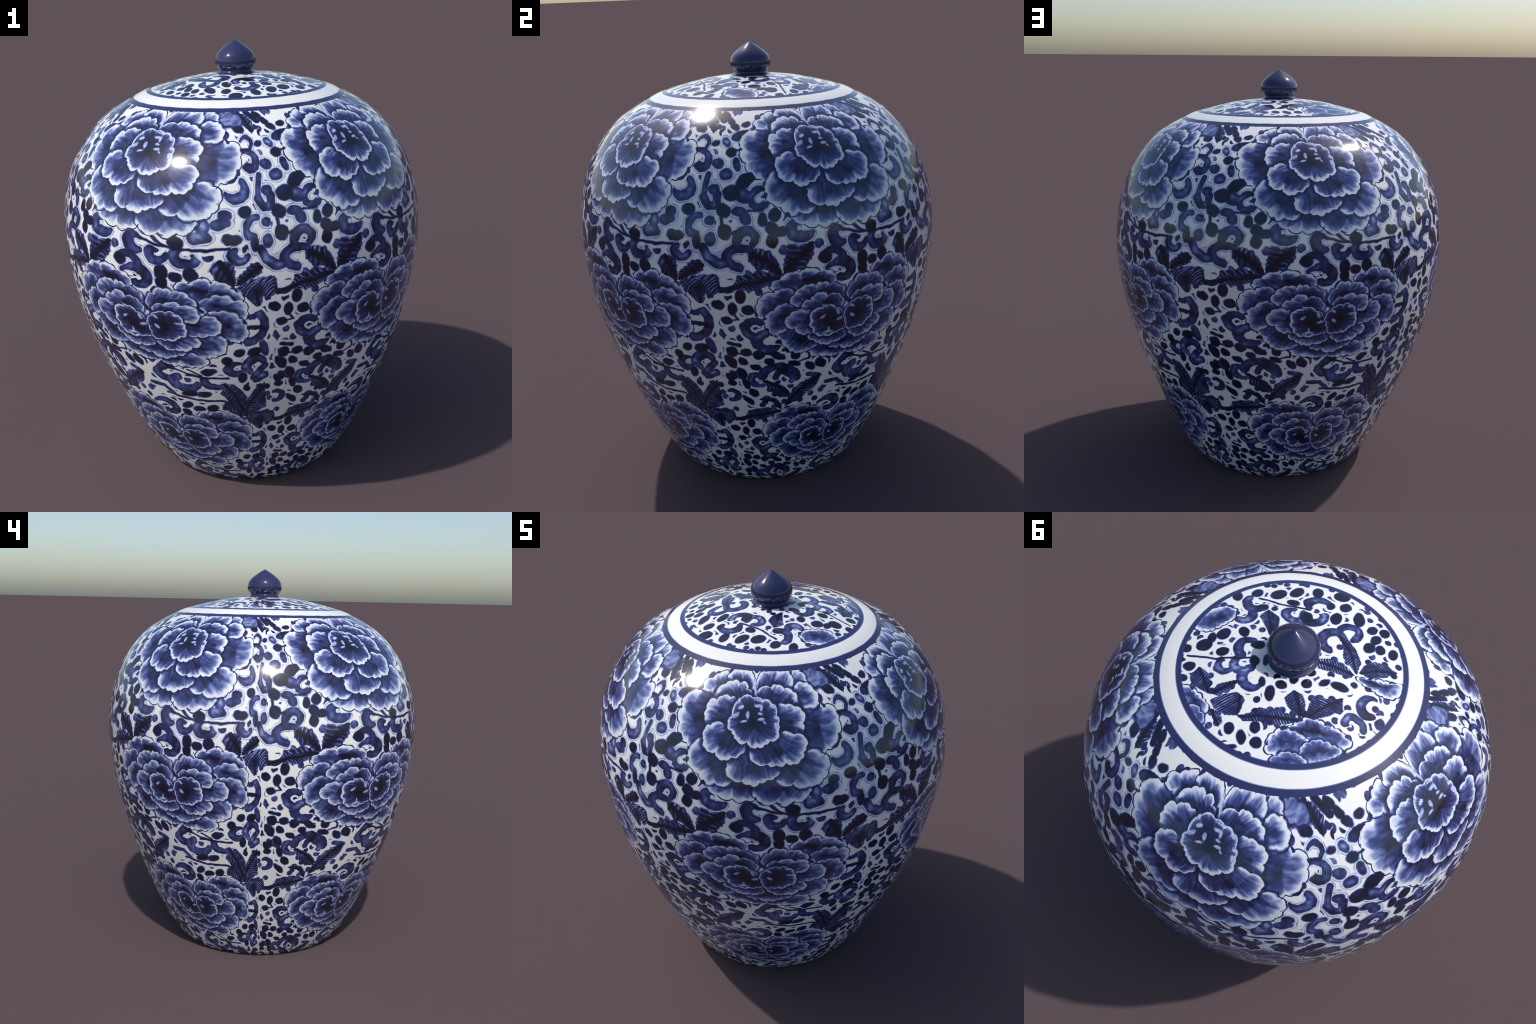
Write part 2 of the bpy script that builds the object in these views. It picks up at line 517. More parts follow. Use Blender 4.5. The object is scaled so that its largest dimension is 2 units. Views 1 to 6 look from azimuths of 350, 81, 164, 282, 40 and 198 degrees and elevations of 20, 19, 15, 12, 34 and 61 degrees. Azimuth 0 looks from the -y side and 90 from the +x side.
# ------------------------------------------------------------------ the motifs (centimetres of pattern space)
def shoulder_motifs():
    m = Motifs()
    # filler right end of the tile
    m.stroke([(90.9, 176.4), (97.3, 176.9)], 0.48)
    m.leaf([(85.4, 196.8), (96.2, 196.2), (100.9, 190.8), (100, 187), (99.3, 184), (94.8, 188.5)], [(93, 196), (99.5, 184.7)])
    m.petal([(78.4, 193.7), (78.7, 195.7), (82, 196.9), (87.6, 196.3), (93.3, 190.9), (90.3, 189.4), (86, 189.7)], 'pale')
    m.dot(91.1, 186.6, 3.4, 2.1, 168)
    m.curl((94.8, 179.8), [(91.7, 180.7, 0.7), (93, 182, 0.8), (96.5, 181.7, 1), (98.5, 179.6, 1), (97.3, 177.8, 0.9)])
    m.curl((94.4, 172.3), [(92.6, 175.5, 0.5), (95.8, 175.3, 1.2), (99.5, 172.7, 1.9), (99.3, 169.7, 1.9), (95.9, 169.1, 2.5), (93.3, 169.6, 1)])
    m.dot(0.2, 170.2, 2.9, 2.1, 158, 0.2)
    m.curl((87.6, 161.3), [(91.3, 163.8, 1.3), (92.9, 161.1, 2), (92.3, 158.6, 2.3), (89.6, 157.3, 2.2), (86, 157.7, 1.5), (84.3, 159.2, 0.5)])
    m.stroke([(100.4, 165.7), (99.6, 161.3), (99.1, 157.2)], 1.33, 0.2)
    m.stroke([(99.1, 157.2), (101.3, 153.6), (104.9, 153.8), (105.2, 158)], 1.67, 0.2)
    m.dot(103.6, 159.9, 2.4, 1.8, 173, 0.2)
    m.dot(92.4, 151.9, 2.9, 2, 174)
    m.dot(84.5, 150.9, 2.6, 2, 179, 0.3)
    m.dot(82.8, 147.6, 3.6, 2.1, 14, 0.25)
    m.dot(87, 141.6, 3.5, 1.8, 5)
    m.dot(76.1, 142.5, 3.6, 2.4, 3, 0.2)
    m.dot(76.5, 146.8, 3, 2.6, 96, 0.4)
    m.curl((97.6, 145.3), [(98.3, 149.7, 1.1), (94.2, 148.3, 1.7), (92.7, 145.1, 1.6), (94.4, 142.7, 2.2), (96.8, 142.9, 0.9)])
    m.dot(102.3, 147.9, 2.2, 1.8, 4, 0.25)
    m.dot(102.5, 140.6, 2.8, 2.2, 86, 0.25)
    m.dot(96.3, 139.9, 3, 1.6, 90, 0.25)
    # filler left start of the tile
    m.dot(3.8, 191.5, 3.1, 1.9, 142)
    m.dot(7.1, 187.4, 2.8, 1.9, 152)
    m.dot(13.3, 188.9, 2.7, 1.6, 20)
    m.dot(8.3, 182.1, 2.6, 1.9, 8, 0.25)
    m.stroke([(9, 183.8), (13.7, 184.6)], 0.80)
    m.dot(3.4, 179.6, 2.6, 1.8, 142, 0.15)
    m.dot(102.3, 179.4, 2.2, 1.3, 21)
    m.dot(6.3, 175, 2.7, 2.1, 179)
    m.dot(9, 169.6, 2.8, 1.8, 99, 0.15)
    m.dot(4.3, 165.7, 3, 2.3, 179, 0.25)
    m.stroke([(8.5, 175.9), (10.9, 176)], 0.33)
    m.dot(0.1, 195.3, 3.2, 1.8, 155)
    m.stroke([(96.4, 198.1), (104.1, 191.6)], 1.61)
    m.dot(6.9, 158.4, 3.7, 3, 174, 0.1)
    m.dot(12.2, 157.2, 4.1, 2.7, 161, 0.2)
    m.dot(12.8, 163.1, 4.6, 2.6, 36, 0.1)
    m.curl((19.7, 156.1), [(20.4, 159.6, 0.7), (17.4, 159, 1.3), (15.3, 156.6, 1.4), (15.6, 153.9, 1.5), (17.7, 152.9, 1.7), (20.5, 153.5, 1.5)])
    m.stroke([(13.2, 151.2), (19.7, 151.3)], 0.26)
    m.dot(3.6, 151.5, 2.8, 2.6, 168)
    m.dot(4, 143.4, 3, 2.6, 105)
    m.stroke([(2.5, 148.8), (3, 145.9)], 0.41)
    m.dot(9.9, 151.2, 2.9, 1.8, 2, 0.25)
    m.dot(12.4, 148.4, 2.6, 2.2, 117, 0.25)
    m.dot(19.4, 147.8, 2.4, 1.9, 94)
    m.dot(24.4, 149.4, 2.5, 2.3, 31)
    m.stroke([(6.3, 143), (8.2, 143.3)], 0.45)
    m.curl((12.9, 139), [(8.9, 137.9, 1.4), (9.2, 141.1, 1.9), (11.8, 143.9, 1.8), (15.1, 143.1, 1.8), (16, 140.4, 2), (14.9, 138.7, 1.4)])
    m.dot(22.9, 144.3, 2.5, 2.4, 113)
    m.dot(22.8, 139.5, 2.7, 2.3, 95)
    m.dot(26.4, 142.8, 2.8, 1.9, 2)
    m.curl((35, 144.1), [(34.2, 146.1, 1.4), (31.3, 145.2, 2.2), (30.9, 142.1, 2.4), (34.6, 140.5, 2.4), (38.3, 141, 1.9), (39.7, 141.6, 0.8)])
    m.curl((52.8, 138.4), [(53.3, 140.8, 0.5), (49.5, 141.8, 1.9), (48.2, 139.4, 2.6), (49.4, 136.5, 2.4), (52.8, 136.1, 1.3)])
    m.stroke([(49.2, 143.8), (52.9, 141), (60.3, 138.9), (67.2, 137.7), (78.8, 137.6)], 0.37)
    m.stroke([(58.2, 142.1), (61.2, 139.5), (64.8, 138)], 0.38)
    m.dot(66.8, 140, 2.9, 2.4, 162)
    m.dot(74.1, 142.2, 3, 2.3, 179, 0.2)
    m.dot(76.9, 144.6, 2.5, 1.5, 78, 0.4)
    m.curl((59.8, 135.5), [(59.8, 136.7, 0.9), (57.1, 136.5, 2), (57.5, 134, 2), (61.1, 133.3, 1.8), (63.4, 134.8, 1.3)])
    m.curl((70, 135.4), [(68.1, 137.7, 1.3), (66.2, 135.8, 2.1), (67, 133.2, 2.1), (70.9, 132.2, 1.9), (74.4, 133.7, 1.9), (73, 135.1, 0.9)])
    m.dot(61.4, 128, 3, 2.3, 83)
    m.dot(66.3, 126.4, 2.5, 2, 179)
    m.dot(72, 127.9, 2.6, 2.5, 48)
    m.dot(61.3, 123.7, 2.4, 2.1, 150)
    m.dot(44.2, 131.2, 2.6, 2.4, 163)
    m.curl((47.3, 129.3), [(44, 132.7, 1.2), (47.3, 133.8, 1.4), (50.6, 132.4, 1.6), (52.7, 129.4, 1.5)])
    m.curl((51.1, 124.5), [(44.8, 126.7, 0.9), (48.1, 128, 1.6), (52.7, 128, 2.3), (55.8, 125, 2.4), (54.1, 122.2, 2.1), (50.3, 122.5, 1.6)])
    m.curl((10.2, 133.5), [(9.5, 129.8, 1.8), (6.2, 131.1, 1.9), (4.7, 134.2, 2), (7.3, 136.9, 1.8), (11.4, 136.8, 1.6), (14.6, 135.8, 1.4)])
    m.stroke([(99.3, 137.3), (101.4, 133.8), (105.1, 131.3), (108.1, 131.3)], 1.98, 0.3)
    m.stroke([(68.5, 137.6), (76.8, 137.4), (85.6, 138.4)], 0.36)
    m.dot(85.5, 141.9, 2, 2, 164)
    m.curl((88.8, 136.2), [(87.6, 137.5, 1.3), (86.3, 135.7, 1.8), (88, 133.9, 1.9), (92.7, 135, 1.3)])
    # leaf spray below the peony
    m.leaf([(26.2, 125.1), (20.9, 127.7), (15.5, 130.2), (13.1, 132.5), (13.8, 135.4), (16.1, 137.1), (19.2, 136.1), (22.3, 135), (24.3, 131.9), (25.7, 128.7)], [(13.8, 135.4), (20.1, 131.7), (25.9, 125.8)])
    m.leaf([(26.6, 126.2), (27, 131.5), (28.5, 135.6), (28.9, 138), (33.4, 136.6), (39.7, 137.8), (39.5, 133.2), (37.5, 130.4), (34.2, 128), (30.2, 126.9)], [(39.1, 136.8), (32.6, 132), (28.2, 127.5)])
    # peony, back petals first
    m.petal([(31, 150.2), (32.2, 147.6), (37.1, 145.6), (42.2, 144.9), (47.7, 144.5), (51.8, 146.7), (53.1, 152.7), (41.6, 156.7)], 'line')
    m.petal([(51.7, 151.3), (53.1, 145.1), (60.3, 143.9), (67, 144.2), (72.9, 145.8), (74.1, 151), (65.1, 157)], 'line')
    m.petal([(23.6, 186.6), (17.5, 184.2), (11.5, 180.9), (11.5, 176.4), (14, 170.4), (16, 166.2), (20, 164.4), (22.7, 161.8), (30.2, 166.2), (33.4, 175.6)], 'line')
    m.petal([(22.4, 162.1), (22.1, 157.6), (25, 153.6), (27.9, 153.1), (30, 150.3), (34.9, 150.2), (41.4, 150.7), (43.2, 154.7), (41.3, 161.1), (30.2, 166.2)], 'line')
    m.petal([(74.7, 180.5), (79.1, 181.8), (85.1, 179.6), (91, 177.1), (90.4, 173.5), (89.2, 168.3), (82.8, 164), (77.9, 161.6), (73, 162.6), (71.1, 172.2)], 'line')
    m.petal([(59.5, 157.6), (61.7, 151.6), (67.4, 151.1), (74, 150), (79.3, 152.1), (81.4, 155.4), (82.3, 158.8), (79.8, 161.4), (70.4, 165.8), (60.5, 161.9)], 'line')
    m.petal([(41.3, 161.1), (39.7, 157.4), (41.3, 152.5), (46.2, 152.3), (49.5, 150.5), (53.5, 151.6), (56.7, 153.2), (60.2, 154), (60.5, 159.7), (50.9, 163.9)])
    m.petal([(70.1, 191.1), (71.5, 195.9), (77.4, 196.8), (79.7, 193.1), (79.2, 189.9)], 'line')
    m.petal([(71.5, 185.8), (72.2, 190.2), (78.2, 191.1), (82.2, 187.4), (83.2, 183.3), (78.2, 180.6)], 'line')
    m.petal([(18.1, 187.6), (21.9, 191.9), (25.5, 194.7), (31.6, 194.3), (35.3, 188.7), (30.3, 184.9)], 'line')
    m.petal([(47.8, 188.6), (46.5, 194.9), (42.3, 196.9), (38.1, 197.7), (31.9, 196), (32.1, 193.3), (39.7, 187.5)], 'line')
    m.petal([(51, 189.3), (50.6, 194.6), (55.7, 197.4), (64, 197.2), (70.7, 195.7), (70.4, 191.1), (67.3, 186.5), (58.7, 186.8)], 'line')
    m.petal([(27.7, 183.2), (27.7, 185.6), (31.2, 190.2), (34.6, 191.9), (39.8, 191.3), (44.2, 191.3), (44.9, 188.7), (48.3, 186), (46.9, 183.1), (37.4, 182.5)])
    m.petal([(50.3, 184.6), (51, 188.7), (58.1, 189.6), (61.4, 191.2), (65.8, 189.2), (70.6, 187.7), (72, 183.9), (72.5, 181.5), (61, 181.6)])
    m.petal([(39.5, 184), (36.3, 184.4), (31.9, 184.2), (29.5, 182.7), (24.9, 180.7), (25.4, 178.6), (25.5, 174.9), (26.8, 172.6), (29.1, 171.6), (35.5, 171.8), (40.6, 176.4)])
    m.petal([(29.6, 172.1), (26.9, 170.2), (27, 167.5), (27.8, 165.9), (28.9, 162.7), (31.4, 161.9), (34.2, 162.9), (35.1, 160.3), (38.2, 159.8), (41.1, 161.1), (44.9, 162.2), (47.2, 166.3), (42.2, 173.8)])
    m.petal([(60.9, 180.7), (65.6, 182.1), (70.2, 181.2), (73.9, 179.4), (74.7, 176.4), (73.3, 174.5), (73.7, 172), (70.9, 170.1), (68.3, 170), (65.1, 167.4), (60.2, 171.8)])
    m.petal([(49, 162.5), (51, 160), (56.7, 159.7), (60.4, 158.3), (64.5, 159.7), (67.3, 159.1), (71.2, 160.4), (72.1, 163.1), (73.8, 165.1), (73.7, 168.6), (68.8, 170.2), (55.6, 170.1)])
    m.petal([(41.2, 169.8), (42.5, 167.8), (47.6, 167.6), (48.7, 166.2), (52.2, 165.8), (55.6, 166.6), (57.6, 168.4), (60.9, 168.8), (61.6, 171.8), (61.7, 174.8), (61.1, 178.4), (58.7, 182.9), (49.1, 185), (41.4, 183.7), (39.3, 177.1), (37.7, 173.4), (39.7, 171.2)], 'core')
    m.dot(42.9, 180.9, 1.5, 0.9, 32, 0.85)
    m.dot(40.9, 177.5, 1.8, 0.9, 27, 0.85)
    m.dot(46.7, 178.2, 1.7, 0.9, 86, 0.85)
    m.dot(45.2, 175.4, 1.7, 0.7, 20, 0.85)
    m.dot(51.7, 182, 2.2, 0.7, 175, 0.85)
    m.dot(53.5, 181.1, 1.4, 0.8, 94, 0.85)
    m.dot(53.1, 178.8, 1.3, 0.6, 5, 0.85)
    m.dot(59.2, 181.6, 1.4, 0.8, 143, 0.85)
    m.dot(60.6, 177.5, 1.2, 0.7, 140, 0.85)
    m.dot(53.5, 176.5, 1.8, 0.7, 175, 0.85)
    m.dot(55.2, 175.5, 1.2, 0.5, 140, 0.85)
    m.dot(60.7, 173.7, 1.6, 0.7, 107, 0.85)
    m.dot(41.4, 183.5, 1.4, 0.7, 75, 0.85)
    m.dot(52.1, 184.2, 2.6, 0.6, 2, 0.85)
    m.dot(48.9, 190.5, 4.9, 0.9, 99, 0.9)
    return m


def belly_motifs():
    m = Motifs()
    m.leaf([(86.9, 122.7), (81.7, 125.9), (78.5, 129.3), (79.7, 132.3), (81.9, 134), (84.5, 133), (86.9, 132.7), (87.5, 128)], [(81.9, 133.3), (85.1, 128.3), (87.2, 123.1)])
    m.leaf([(87.4, 123.6), (88.4, 127.6), (94.2, 132), (99.5, 131.3), (98.9, 128.2), (93.4, 125.5)], [(98.8, 130.8), (87.8, 124.1)])
    # berries and scrolls
    m.stroke([(65.3, 79.7), (73.2, 79.1), (82.3, 79.5)], 0.38)
    m.dot(9.2, 117.6, 2.8, 2.2, 95)
    m.dot(104.3, 114.1, 2.7, 2, 164)
    m.dot(5.6, 112.3, 2.8, 2, 96)
    m.dot(12, 111.8, 2.7, 2.1, 158)
    m.dot(3.1, 107, 2.4, 1.8, 178)
    m.dot(3.9, 92.2, 2.6, 2.4, 108)
    m.dot(10.1, 91.9, 2.5, 1.9, 3)
    m.dot(15.4, 90.2, 2.6, 2.2, 169)
    m.dot(23.7, 89.3, 3.5, 1.8, 156)
    m.dot(31.4, 89.1, 2.6, 2, 120)
    m.dot(2.9, 86.9, 3.8, 2.2, 115)
    m.dot(8.3, 87.1, 2.4, 1.9, 143)
    m.dot(13.9, 83.9, 2.8, 1.6, 162)
    m.dot(20, 86.7, 2.3, 1.7, 7)
    m.dot(31.1, 84.7, 3, 1.3, 170)
    m.dot(38.7, 82.1, 3, 2, 141)
    m.dot(43.6, 82.9, 3.1, 2.1, 138)
    m.dot(87.4, 93, 2.5, 1.8, 42)
    m.dot(94.4, 93.3, 3.6, 2, 12)
    m.dot(82.6, 88.7, 2.2, 2, 82)
    m.dot(75, 82.5, 3.3, 1.7, 21)
    m.dot(88.2, 79.9, 2.7, 1.8, 71)
    m.dot(1.5, 78.4, 2.5, 1.6, 113)
    m.stroke([(6.1, 110.5), (7.8, 107.7), (4.2, 107.3)], 0.36)
    m.stroke([(14.5, 111.3), (15.5, 109.4)], 0.37)
    m.stroke([(2.8, 96.5), (7.5, 95.2)], 0.78)
    m.stroke([(5.8, 91.2), (16, 91), (26.3, 89.9)], 0.34)
    m.stroke([(37.2, 91.7), (37.9, 86.4), (33, 85)], 0.36)
    m.curl((104.2, 100.6), [(-1, 103.4, 1.6), (2.1, 103.5, 1.9), (3.8, 100.6, 2), (2.3, 98.2, 1.7), (-0.8, 97.7, 1)])
    m.curl((15.5, 102.8), [(17, 105.4, 1.2), (12.9, 106.5, 1.7), (10.1, 104.4, 2.3), (11.4, 101, 2), (15.3, 99.5, 1.9)])
    m.curl((20.8, 97.3), [(23.2, 100.6, 1), (18.1, 100.6, 2.2), (14.7, 97.6, 2.6), (16.7, 94, 2.2), (20.8, 92.8, 2.4), (23.2, 93.6, 1.5)])
    m.curl((92.1, 104.6), [(93.5, 109.6, 1.4), (97, 111.4, 1.9), (99.5, 107.6, 2.1), (99, 103.3, 2.1), (96.2, 100, 1.8), (91.1, 98.4, 2.1)])
    m.dot(99.2, 95.1, 4.1, 2.1, 100, 0.3)
    m.dot(93.5, 109.8, 2.1, 1.1, 1, 0.2)
    m.stroke([(91.8, 105.1), (98.3, 104.8)], 0.94)
    m.curl((85.8, 84.5), [(87.3, 87.4, 0.8), (84, 86.5, 1.5), (82.7, 83.8, 2.1), (84.8, 81.9, 2), (87.3, 83.1, 1)])
    m.curl((95.3, 85.9), [(98.7, 88.5, 1.8), (92.6, 88.7, 2.5), (89.9, 85.3, 2.6), (91.8, 83.3, 1.9)])
    m.stroke([(99.5, 86), (96.5, 82.9), (93.3, 79.6)], 1.63, 0.2)
    m.stroke([(99.6, 80.8), (94.9, 78.5)], 1.95, 0.2)
    m.curl((25.2, 75.6), [(16.5, 78.9, 2.3), (18.4, 82.1, 2.1), (22.4, 83.7, 1.9), (28.2, 81.9, 2.3), (32.4, 77, 2.1)])
    m.dot(6.5, 79.8, 3, 2.3, 134, 0.2)
    m.dot(40.7, 76.8, 4, 1.5, 158, 0.2)
    m.dot(3.1, 79.7, 2.4, 1.7, 100)
    m.dot(7.4, 81.2, 3, 2, 113)
    m.dot(2.2, 75.3, 2, 1.7, 178)
    m.dot(12.1, 69.6, 2.8, 2, 134)
    m.dot(8.9, 74.7, 3.1, 1.6, 112)
    m.dot(9, 65.2, 3.8, 1.5, 130)
    m.curl((14.4, 77.3), [(14.7, 79.7, 1.1), (11.9, 79.5, 1.7), (11.3, 76.8, 1.7), (13.8, 74.3, 1.5), (17.1, 73.9, 1.1)])
    m.curl((0.8, 68.2), [(0.2, 70.5, 1), (3.4, 70.1, 1.3), (3.9, 66.6, 1.6), (0.4, 65.2, 1.1)])
    m.curl((26.7, 75.8), [(22.7, 77.8, 1.5), (24.5, 80.9, 1.6), (27.6, 80, 2), (31.2, 76.8, 2.2), (29.9, 75.4, 1.5)])
    m.curl((57.8, 80.3), [(59.9, 83, 1.2), (54.8, 81.7, 2.4), (52, 78.5, 2.4), (55.4, 76.5, 2.5), (59.8, 77.6, 1.6)])
    m.curl((64.7, 76.1), [(61.4, 77.9, 2.2), (58.8, 74.4, 3), (62.1, 72.3, 2.6), (67.8, 73.1, 2.3), (69.9, 75.4, 1.4)])
    m.curl((77, 77), [(72.8, 78, 1.8), (73.3, 75.4, 2.1), (76.1, 74.4, 1.9), (79.8, 75.1, 1)])
    m.dot(74.8, 82.4, 2.9, 1.9, 14)
    m.dot(65.1, 68.6, 3.9, 1.6, 14)
    m.dot(71.5, 69.2, 3.3, 1.8, 9)
    m.dot(62.5, 61, 2.9, 1.9, 29)
    m.dot(67.7, 59.4, 3, 1.6, 16)
    m.dot(74.2, 60.7, 3, 2, 28)
    m.stroke([(56.5, 84.6), (66.4, 80.2), (76.5, 79.2), (82.5, 79.2)], 0.39)
    m.stroke([(66.4, 82.8), (71.6, 80.3)], 0.38)
    m.stroke([(47.6, 71.5), (53.5, 71.1), (57.8, 67.1)], 1.05, 0.2)
    m.stroke([(54.3, 67.3), (67.4, 65.1), (79.8, 65.5)], 0.53)
    # leaf sprays
    m.leaf([(29.6, 65.8), (24.1, 66.2), (20.4, 69.8), (18.2, 73.3), (16.6, 77.2), (21.8, 74.9), (26.3, 72.6), (29.2, 68.8)], [(17.4, 76.6), (24.1, 72.3), (29.8, 66.3)])
    m.leaf([(26.8, 60.2), (28.9, 65.9), (30.6, 70.3), (34.2, 73.1), (39.7, 75.3), (44.5, 75.9), (43, 71.3), (39.5, 67.5), (34.8, 63.7)], [(43.5, 75.5), (34.4, 69.7), (27.6, 61.3)])
    m.leaf([(25.4, 57.9), (21.7, 63.1), (17, 64.7), (13.7, 64.8), (17.6, 67.6), (22.7, 65.4), (25.6, 61.5)], [(14.6, 65.1), (21.7, 64.3), (25.4, 58.5)])
    m.leaf([(87.9, 58.3), (82.8, 64.1), (78.7, 70.2), (79.9, 76.5), (84.1, 76.1), (86.8, 73.2), (89.4, 68.7)], [(80.5, 75.8), (84.5, 69.1), (87.8, 58.7)])
    m.leaf([(87.9, 58.3), (89.4, 67), (94.7, 73.5), (99.4, 76.7), (100.5, 63.2), (94.7, 60.2)], [(99.3, 74.4), (92.3, 66.3), (88.2, 58.8)])
    m.leaf([(26.2, 124.9), (22.4, 123.3), (19.4, 121.3), (15.5, 120), (12.3, 119.9), (7.5, 120.7), (1.1, 118.7), (0.5, 120.8), (6.7, 122.8), (8.3, 125.1), (12.4, 127.3), (17.5, 127.7), (21.7, 126.9)], [(1.1, 120), (10.7, 122.7), (25.9, 124.9)])
    m.stroke([(-0.3, 124.1), (0.3, 120.7), (4.5, 120.2), (8.3, 122.3)], 1.31, 0.02)
    m.leaf([(87.8, 122.7), (90.6, 125.5), (99, 126.7), (104.9, 126.6), (105.5, 123.5), (104.1, 121.3), (105.6, 119.1), (98.6, 118.6), (90.1, 119.7)], [(0.1, 126.6), (0.3, 119.1)])
    m.leaf([(89.4, 119.7), (94.2, 122), (99.3, 121.2), (98.9, 118.6), (98, 114.5), (95.9, 114.2), (91.6, 118.4)], [(95.7, 121.2), (97.3, 114.9)])
    # double curl beside the spray
    m.curl((51.1, 124.5), [(44.8, 126.7, 0.9), (48.1, 128, 1.6), (52.7, 128, 2.3), (55.8, 125, 2.4), (54.1, 122.2, 2.1), (50.3, 122.5, 1.6)])
    m.dot(61.3, 123.7, 2.4, 2.1, 150)
    # flat peony, back petals first
    m.petal([(22.8, 120.2), (21.7, 121.8), (25.9, 123.7), (27, 125.2), (30.2, 126.5), (33.5, 125), (37.1, 126.7), (40.9, 124.9), (47.3, 123.5), (48.8, 121.7), (43.3, 118.6), (31.1, 118.3)], 'line')
    m.petal([(16, 109.3), (16.9, 114.6), (18.2, 116.7), (22.4, 117.8), (24.3, 119.2), (27, 119.7), (30.5, 117.9), (31.5, 114.8), (25, 110.7), (20.7, 108.7)], 'line')
    m.petal([(66.7, 121.3), (67.1, 123.2), (71.9, 123.7), (75.3, 125.8), (78.8, 123.9), (82.4, 124.9), (85.1, 122.2), (89.3, 119.2), (88.9, 117.1), (80.1, 116.8), (72.2, 118)], 'line')
    m.petal([(74.4, 115.9), (78.4, 117.8), (82.1, 119.4), (86.2, 116.9), (90.1, 116.2), (90.8, 109.8), (83.9, 109.8), (75.2, 113.5)], 'line')
    m.petal([(78, 111.7), (84.2, 112.2), (87.9, 109.4), (89, 106.9), (90.9, 104.1), (89.5, 100.5), (86, 99.1), (79.7, 100.6), (77.5, 107.2)], 'line')
    m.petal([(81.9, 100), (82.1, 96), (79.2, 92.1), (73.9, 90.9), (69.7, 90.5), (67, 92.6), (69.6, 96.7), (75.7, 101.9)], 'line')
    m.petal([(74.8, 89.2), (72.7, 85.8), (66.4, 85.3), (60.3, 85.5), (56.1, 85.8), (55, 89.2), (65.2, 92.9)], 'line')
    m.petal([(37.7, 92), (38.3, 88.8), (42.8, 87.6), (49.2, 86.1), (55.4, 86), (55.9, 90.3), (44.1, 95.3)], 'line')
    m.petal([(23.5, 101.5), (23.5, 99.4), (25.7, 97.4), (27.5, 94), (29.9, 91.8), (34.7, 90.8), (39.9, 91.7), (41.5, 94.9), (37.5, 100.3), (29, 103.5)], 'line')
    m.petal([(19.3, 107.7), (20.4, 109.6), (22.5, 110.8), (25.4, 112.9), (29.7, 112.8), (32.8, 110.8), (26.9, 102.1), (22.1, 100.2), (20.4, 102.7), (19.5, 105.4)], 'line')
    m.petal([(28.9, 114.5), (31.1, 117), (33.3, 119.4), (36.7, 120.6), (39.6, 119.5), (42.8, 120.9), (45.7, 119.3), (50.4, 118.4), (52.8, 116.3), (52.3, 112.8), (43.5, 110.6), (33.2, 111.7)])
    m.petal([(54.3, 112.9), (55.2, 116.8), (57.7, 118.8), (58.3, 120.2), (61.6, 121.2), (64.6, 119.8), (67.4, 120.4), (70.9, 118.2), (73.7, 114.9), (68.8, 112.2), (58.5, 111.6)])
    m.petal([(46.3, 92.1), (49, 89.9), (52.6, 89.9), (56.6, 87.9), (60.8, 89.2), (66.5, 90.9), (67.1, 93.3), (57.3, 98.5), (48.6, 95)])
    m.petal([(36.7, 97.9), (39.4, 95), (43.9, 92.5), (48.3, 93), (52.3, 93.7), (55.4, 94.9), (52.6, 100.4), (39.6, 102.1)])
    m.petal([(56.1, 97.1), (58.5, 94.1), (63.2, 92.9), (68.4, 93.4), (69.9, 95.1), (73, 96.8), (72.6, 99.3), (66.5, 101.4), (60.5, 99.4)])
    m.petal([(67.6, 108.8), (74.7, 108.7), (77.4, 110.4), (80.3, 108.6), (81.1, 104.2), (79.8, 102.1), (76.8, 101.4), (69, 101.1), (63.5, 107)])
    m.petal([(33.8, 110.8), (34.8, 113), (37.8, 113.9), (39.2, 115.8), (41.9, 116.5), (45.3, 114.5), (48.4, 115.3), (51.2, 113.3), (52.5, 110.1), (47.9, 106.8), (37.3, 108.2)])
    m.petal([(56.1, 111.4), (57.3, 113.1), (61.1, 113.8), (63.8, 115.3), (67.7, 113.8), (71.3, 114.3), (73.6, 111.5), (73.4, 108.4), (65.9, 106.7), (58.7, 108.9)])
    m.petal([(27.2, 104.4), (28.9, 108.6), (31.9, 109.7), (35.7, 109.3), (41.5, 108), (42.9, 104.3), (39.7, 99.3), (33.7, 99.1), (31.1, 102.2)])
    m.petal([(38.8, 100.3), (40.5, 98.1), (44, 97), (48.4, 97.2), (54.6, 98.8), (52.2, 106.5), (45.6, 110.5), (39.4, 109), (38, 104.5)], 'core')
    m.petal([(55.1, 97.6), (60.7, 97.6), (64.6, 98.6), (66.2, 99.8), (68.7, 101.6), (67.6, 106.5), (65.1, 110.4), (57.7, 110.4), (53.2, 105.8)], 'core')
    m.dot(43.3, 105.7, 1.7, 0.6, 36, 0.8)
    m.dot(50.1, 106.7, 1.6, 0.8, 104, 0.8)
    m.dot(51.1, 103.3, 1.7, 0.7, 18, 0.8)
    m.dot(57, 108.1, 1.4, 0.6, 154, 0.8)
    m.dot(57.3, 103.7, 1.3, 0.8, 142, 0.8)
    m.dot(65.4, 109.5, 1.6, 0.5, 171, 0.8)
    m.dot(66, 105.9, 1.7, 0.6, 170, 0.8)
    m.dot(47.3, 110, 1.1, 0.4, 147, 0.8)
    m.dot(45.7, 98.3, 2.7, 0.6, 175, 0.8)
    m.dot(45.9, 99.5, 1.4, 0.5, 94, 0.8)
    m.dot(43.5, 110.6, 1.2, 0.4, 156, 0.8)
    return m


